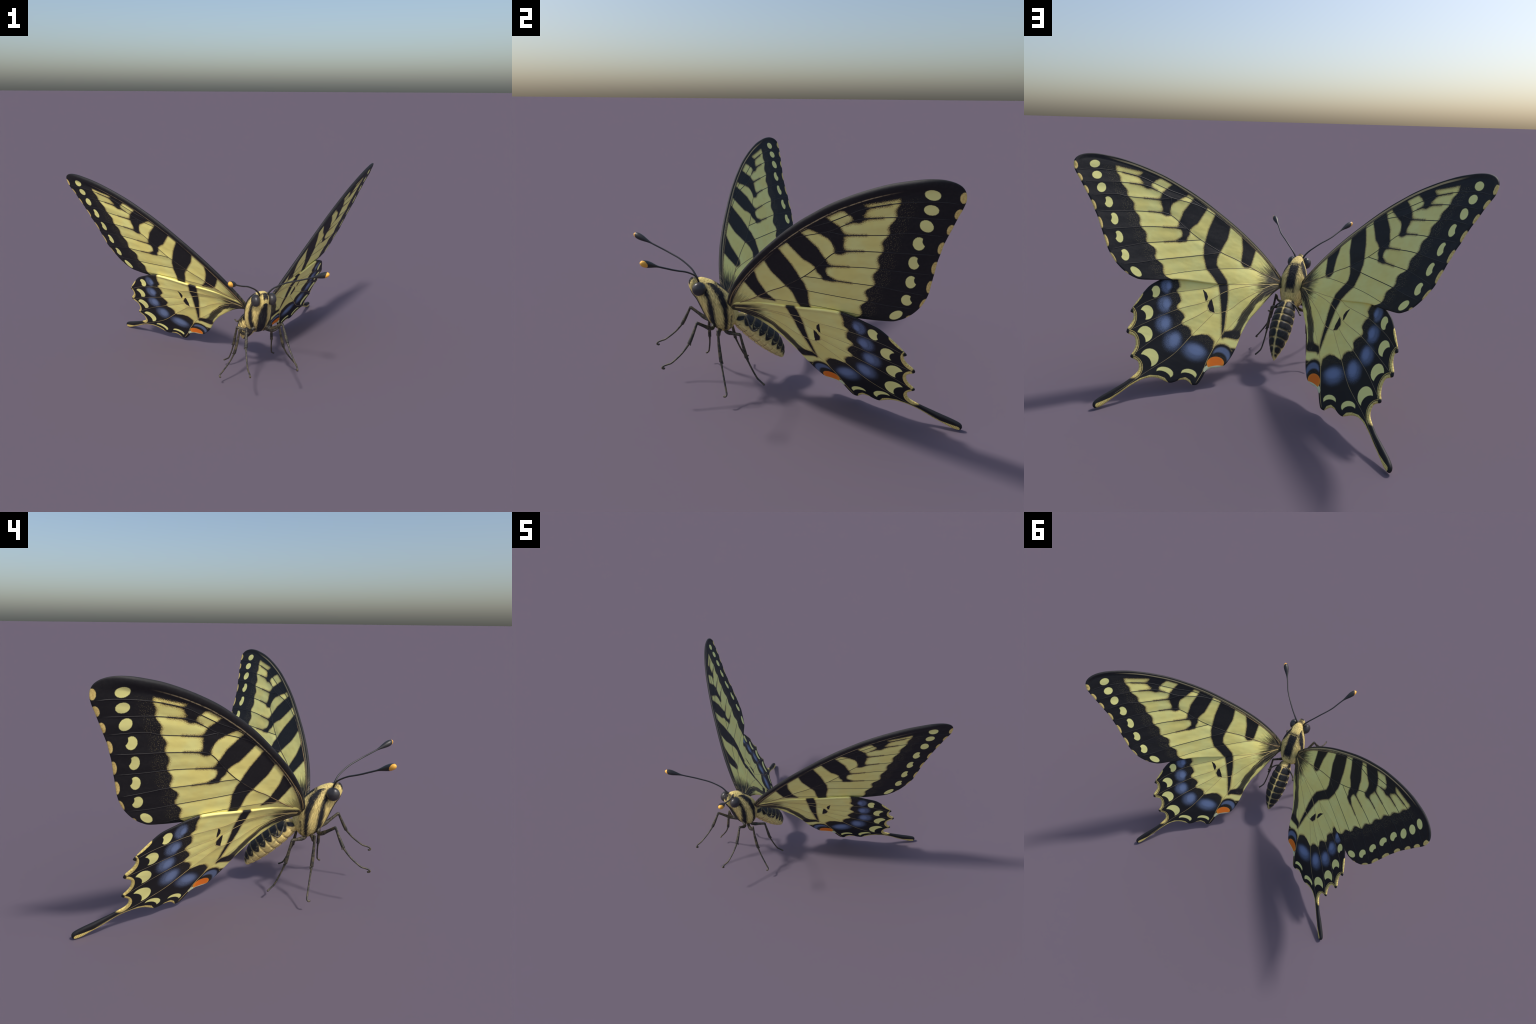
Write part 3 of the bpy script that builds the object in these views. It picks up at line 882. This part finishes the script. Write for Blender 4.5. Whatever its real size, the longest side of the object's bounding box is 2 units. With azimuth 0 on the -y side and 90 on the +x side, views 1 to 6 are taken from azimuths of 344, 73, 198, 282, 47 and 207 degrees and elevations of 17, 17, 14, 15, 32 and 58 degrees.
# along, back height, belly height, half width  (AX_Y points to the back)
ABDOMEN = [(-0.020, 0.018, -0.014, 0.014), (0.000, 0.043, -0.024, 0.034), (0.030, 0.063, -0.030, 0.046), (0.065, 0.074, -0.033, 0.055), (0.100, 0.080, -0.036, 0.0605),
           (0.150, 0.084, -0.038, 0.0625), (0.200, 0.083, -0.038, 0.0595), (0.250, 0.073, -0.035, 0.050), (0.290, 0.057, -0.031, 0.037),
           (0.320, 0.040, -0.026, 0.024), (0.343, 0.018, -0.021, 0.012), (0.3555, 0.000, -0.0155, 0.003)]
RINGS = [0.020, 0.068, 0.112, 0.156, 0.204, 0.252, 0.296, 0.330]


def abdomen_mesh(mat):
    c = catmull(ABDOMEN, 14)
    c = resample(c, 0.0028)
    sides = 72
    th = np.linspace(0, 2 * np.pi, sides, endpoint=False)
    V, F = [], []
    for s_, t, b, w in c:
        g = sum(math.exp(-((s_ - r) / 0.0060) ** 2) for r in RINGS)
        mid, half = (t + b) / 2, (t - b) / 2
        for a in th:
            cs, sn = math.cos(a), math.sin(a)
            seam = math.exp(-((abs(cs)) / 0.09) ** 2) * (1 if sn > 0 else 0.3)
            flank = math.exp(-((sn + 0.25) / 0.10) ** 2)
            k = 1 - 0.055 * g - 0.028 * seam - 0.02 * flank * min(1, w / 0.05)
            V.append((w * k * cs, mid + half * k * sn, s_))
    n = len(c)
    for i in range(n - 1):
        for k in range(sides):
            a, b = i * sides + k, i * sides + (k + 1) % sides
            F.append((a, b, b + sides, a + sides))
    for i, fl in ((0, 0), (n - 1, 1)):
        V.append(tuple(np.mean(V[i * sides:(i + 1) * sides], axis=0))); q = len(V) - 1
        for k in range(sides):
            a, b = i * sides + k, i * sides + (k + 1) % sides
            F.append((q, b, a) if not fl else (q, a, b))
    return make_mesh("abdomen", V, F, mat)


def abdomen_material():
    s = Sh("abdomen_pads")
    x, y, z = s.xyz(s.obj)
    ax = s.m("ABSOLUTE", x)
    mid = s.curve(z, [(q[0], (q[1] + q[2]) / 2) for q in ABDOMEN])
    half = s.curve(z, [(q[0], max((q[1] - q[2]) / 2, 0.004)) for q in ABDOMEN])
    wid = s.curve(z, [(q[0], max(q[3], 0.004)) for q in ABDOMEN])
    up = s.m("DIVIDE", s.sub(y, mid), half)
    out = s.m("DIVIDE", ax, wid)
    phi = s.m("ARCTAN2", out, up)                      # 0 on the back, pi on the belly
    grain = s.noise(s.obj, 220.0, 2.0)
    strand = s.noise(s.v("MULTIPLY", s.obj, (120.0, 120.0, 25.0)), 1.0, 2.0)
    jit = s.mul(s.sub(strand, 0.5), 0.008)
    wob = s.mul(s.sub(s.noise(s.obj, 34.0, 2.0), 0.5), 0.010)
    ringd = s.mn(*[s.m("ABSOLUTE", s.sub(s.add(z, wob), r)) for r in RINGS])
    # position within a segment for the scalloped lower edge of the dark pads
    seg = s.m("SUBTRACT", 1.0, s.m("DIVIDE", ringd, 0.024), clamp=True)     # 1 at a ring, 0 mid segment
    arc = s.mul(phi, s.mul(wid, 0.95))
    lower = s.mul(s.sub(s.mad(s.mul(seg, seg), -0.58, 1.74), phi), s.mul(wid, 0.9))        # >0 inside dark upper pads
    ringpad = s.sub(s.add(ringd, s.mul(s.step(phi, 0.5, 1.4), 0.0015)), 0.0012)
    upper_dark = s.mn(lower, s.smin(0.004, ringpad, s.sub(arc, s.mad(seg, 0.0038, 0.0012))))
    zig = s.sub(s.m("ABSOLUTE", s.sub(phi, s.mad(s.mul(seg, seg), -0.45, 1.38))), 0.05)
    dk = s.step(s.add(upper_dark, jit), -0.0045, 0.0055)
    base = s.mix(s.step(strand, 0.3, 0.7), (0.78, 0.58, 0.20), (0.98, 0.78, 0.30))
    # collar next to the thorax stays yellow on top
    collar = s.mul(s.step(z, 0.028, 0.016), s.step(arc, 0.030, 0.022))
    dk = s.mx(dk, s.mul(s.mul(s.step(arc, 0.010, 0.024), s.step(phi, 1.30, 1.0)), 0.62))
    dk = s.mul(dk, s.inv(collar))
    dk = s.mul(dk, s.step(z, 0.350, 0.338))
    belly = s.step(s.add(s.sub(phi, 2.86), s.mul(s.sub(strand, 0.5), 0.2)), -0.05, 0.05)
    seam = s.mx(s.mul(s.step(s.m("ABSOLUTE", s.sub(phi, 2.45)), 0.045, 0.015), 0.8),
                s.mul(s.mul(s.step(ringd, 0.0022, 0.0008), s.step(phi, 1.9, 2.1)), 0.7))
    patch = s.mul(s.step(zig, 0.05, -0.03), s.mul(s.step(z, 0.05, 0.08), 0.7))
    dusky = s.step(phi, 1.9, 1.2)
    glow = s.step(arc, 0.020, 0.007)
    col = s.mix(s.mul(dusky, s.mad(glow, -0.55, 0.80)), base, (0.22, 0.165, 0.07))
    col = s.mix(seam, col, (0.09, 0.065, 0.03))
    col = s.mix(belly, col, FUR_K)
    dcol = s.mix(s.step(strand, 0.45, 0.8), (0.0135, 0.014, 0.0155), (0.034, 0.033, 0.034))
    dcol = s.mix(s.mul(patch, s.step(strand, 0.4, 0.7)), dcol, (0.38, 0.32, 0.15))
    col = s.mix(dk, col, dcol)
    return s.finish(col, 0.5, strand, 0.25, 0.003, 0.3)


link(bpy.data.objects.new("abdomen", abdomen_mesh(abdomen_material())), None, ABD)

# ------------------------------------------------------------------- antennae
def antenna_mats():
    s = Sh("antenna_black")
    n = s.noise(s.obj, 120.0, 2.0)
    dark = s.finish(s.mix(n, (0.016, 0.016, 0.017), (0.034, 0.033, 0.033)), 0.42, n, 0.15)
    s = Sh("antenna_tip")
    n = s.noise(s.obj, 60.0, 2.0)
    tip = s.finish(s.mix(n, (0.90, 0.38, 0.035), (1.0, 0.55, 0.09)), 0.4)
    return [dark, tip]


ANT = [(0.022, -0.386, 0.575), (0.032, -0.392, 0.594), (0.053, -0.405, 0.618), (0.083, -0.430, 0.642), (0.113, -0.460, 0.663), (0.140, -0.490, 0.678), (0.164, -0.520, 0.693),
       (0.182, -0.550, 0.708), (0.200, -0.580, 0.723), (0.228, -0.622, 0.745), (0.2575, -0.6625, 0.7655)]
line = resample(catmull(ANT, 10), 0.0018)
t = np.linspace(0, 1, len(line))
rad = 0.0052 - 0.0012 * sstep(0.0, 0.2, t) + 0.0118 * sstep(0.74, 0.93, t)
rad *= np.sqrt(np.clip(1 - np.clip((t - 0.93) / 0.073, 0, 1) ** 2.2, 0.02, 1))
me = make_mesh("antenna", *tube(line, rad, 40), antenna_mats())
ax = Vector(line[-1] - line[-26]).normalized(); tipc = Vector(line[-1])
inner = Vector((-0.6, 0.0, 0.8)); inner = (inner - ax * inner.dot(ax)).normalized()
for f in me.polygons:
    q = f.center - tipc
    f.material_index = 1 if q.dot(ax) > -0.017 + 1.0 * q.dot(inner) else 0
pair("antenna", me)

# ----------------------------------------------------------------------- legs
def leg_material():
    s = Sh("leg_chitin")
    n = s.noise(s.obj, 55.0, 3.0)
    sp = s.noise(s.v("MULTIPLY", s.obj, (260.0, 260.0, 150.0)), 1.0, 1.0)
    col = s.mix(s.step(n, 0.40, 0.66), (0.022, 0.021, 0.018), (0.085, 0.068, 0.038))
    col = s.mix(s.mul(s.step(sp, 0.58, 0.72), 0.6), col, (0.20, 0.165, 0.095))
    return s.finish(col, 0.5, sp, 0.25, 0.002)


M_LEG = leg_material()


def leg(name, femur, tibia, tarsus, claw):
    """Femur out from the body, swelling tibia with a collar, thin tarsus and hooked claw."""
    parts = []
    f = resample(catmull(femur, 6), 0.006)
    k = np.linspace(0, 1, len(f))
    parts.append(tube(f, 0.0098 - 0.0022 * sstep(0.2, 0.9, k) + 0.0016 * np.exp(-((k - 0.45) / 0.1) ** 2), 14))
    tb = resample(catmull(tibia, 6), 0.006)
    k = np.linspace(0, 1, len(tb))
    parts.append(tube(tb, 0.0062 + 0.0026 * sstep(0.15, 0.85, k), 14))
    ta = resample(catmull([tibia[-1]] + tarsus + claw, 8), 0.0035)
    k = np.linspace(0, 1, len(ta))
    parts.append(tube(ta, 0.0056 - 0.0012 * sstep(0.0, 0.25, k) + 0.0007 * np.exp(-((k - 0.97) / 0.04) ** 2), 12))
    a = Vector(tibia[-1]); d = (Vector(tibia[-1]) - Vector(tibia[0])).normalized()
    spur = tube([a - d * 0.004 + Vector((0.004, 0.005, 0)), a + d * 0.007 + Vector((0.008, 0.008, 0))], [0.0038, 0.0022], 8)
    parts.append(spur)
    return pair(name, make_mesh(name, *join(parts), M_LEG))


leg("foreleg", [(0.030, -0.322, 0.362), (0.052, -0.327, 0.343), (0.070, -0.348, 0.350), (0.104, -0.412, 0.399)],
    [(0.104, -0.412, 0.401), (0.112, -0.433, 0.352), (0.120, -0.456, 0.304)],
    [(0.127, -0.492, 0.262), (0.134, -0.541, 0.224), (0.134, -0.562, 0.217)], [(0.134, -0.580, 0.212), (0.133, -0.589, 0.203), (0.132, -0.583, 0.197), (0.132, -0.577, 0.198)])
leg("midleg", [(0.040, -0.288, 0.325), (0.062, -0.300, 0.318), (0.085, -0.307, 0.316), (0.106, -0.312, 0.327), (0.116, -0.315, 0.352)],
    [(0.117, -0.315, 0.356), (0.130, -0.314, 0.285), (0.149, -0.309, 0.202)],
    [(0.174, -0.305, 0.152), (0.212, -0.302, 0.098), (0.230, -0.301, 0.076)], [(0.237, -0.303, 0.068), (0.237, -0.310, 0.062), (0.234, -0.316, 0.064)])
leg("hindleg", [(0.028, -0.262, 0.325), (0.040, -0.256, 0.306), (0.065, -0.236, 0.306), (0.106, -0.204, 0.313)],
    [(0.106, -0.203, 0.315), (0.113, -0.190, 0.256), (0.120, -0.175, 0.191)],
    [(0.127, -0.150, 0.132), (0.137, -0.124, 0.079), (0.148, -0.108, 0.062)], [(0.160, -0.096, 0.051), (0.163, -0.093, 0.049)])

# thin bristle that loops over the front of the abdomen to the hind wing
loop = [(-0.095, -0.112, 0.322), (-0.086, -0.130, 0.316), (-0.074, -0.142, 0.330), (-0.045, -0.150, 0.360), (0.0, -0.152, 0.376),
        (0.045, -0.150, 0.360), (0.074, -0.142, 0.330), (0.086, -0.130, 0.316), (0.095, -0.112, 0.322)]
lp = resample(catmull(loop, 8), 0.005)
link(bpy.data.objects.new("bristle", make_mesh("bristle", *tube(lp, np.full(len(lp), 0.0048), 10), M_LEG)))
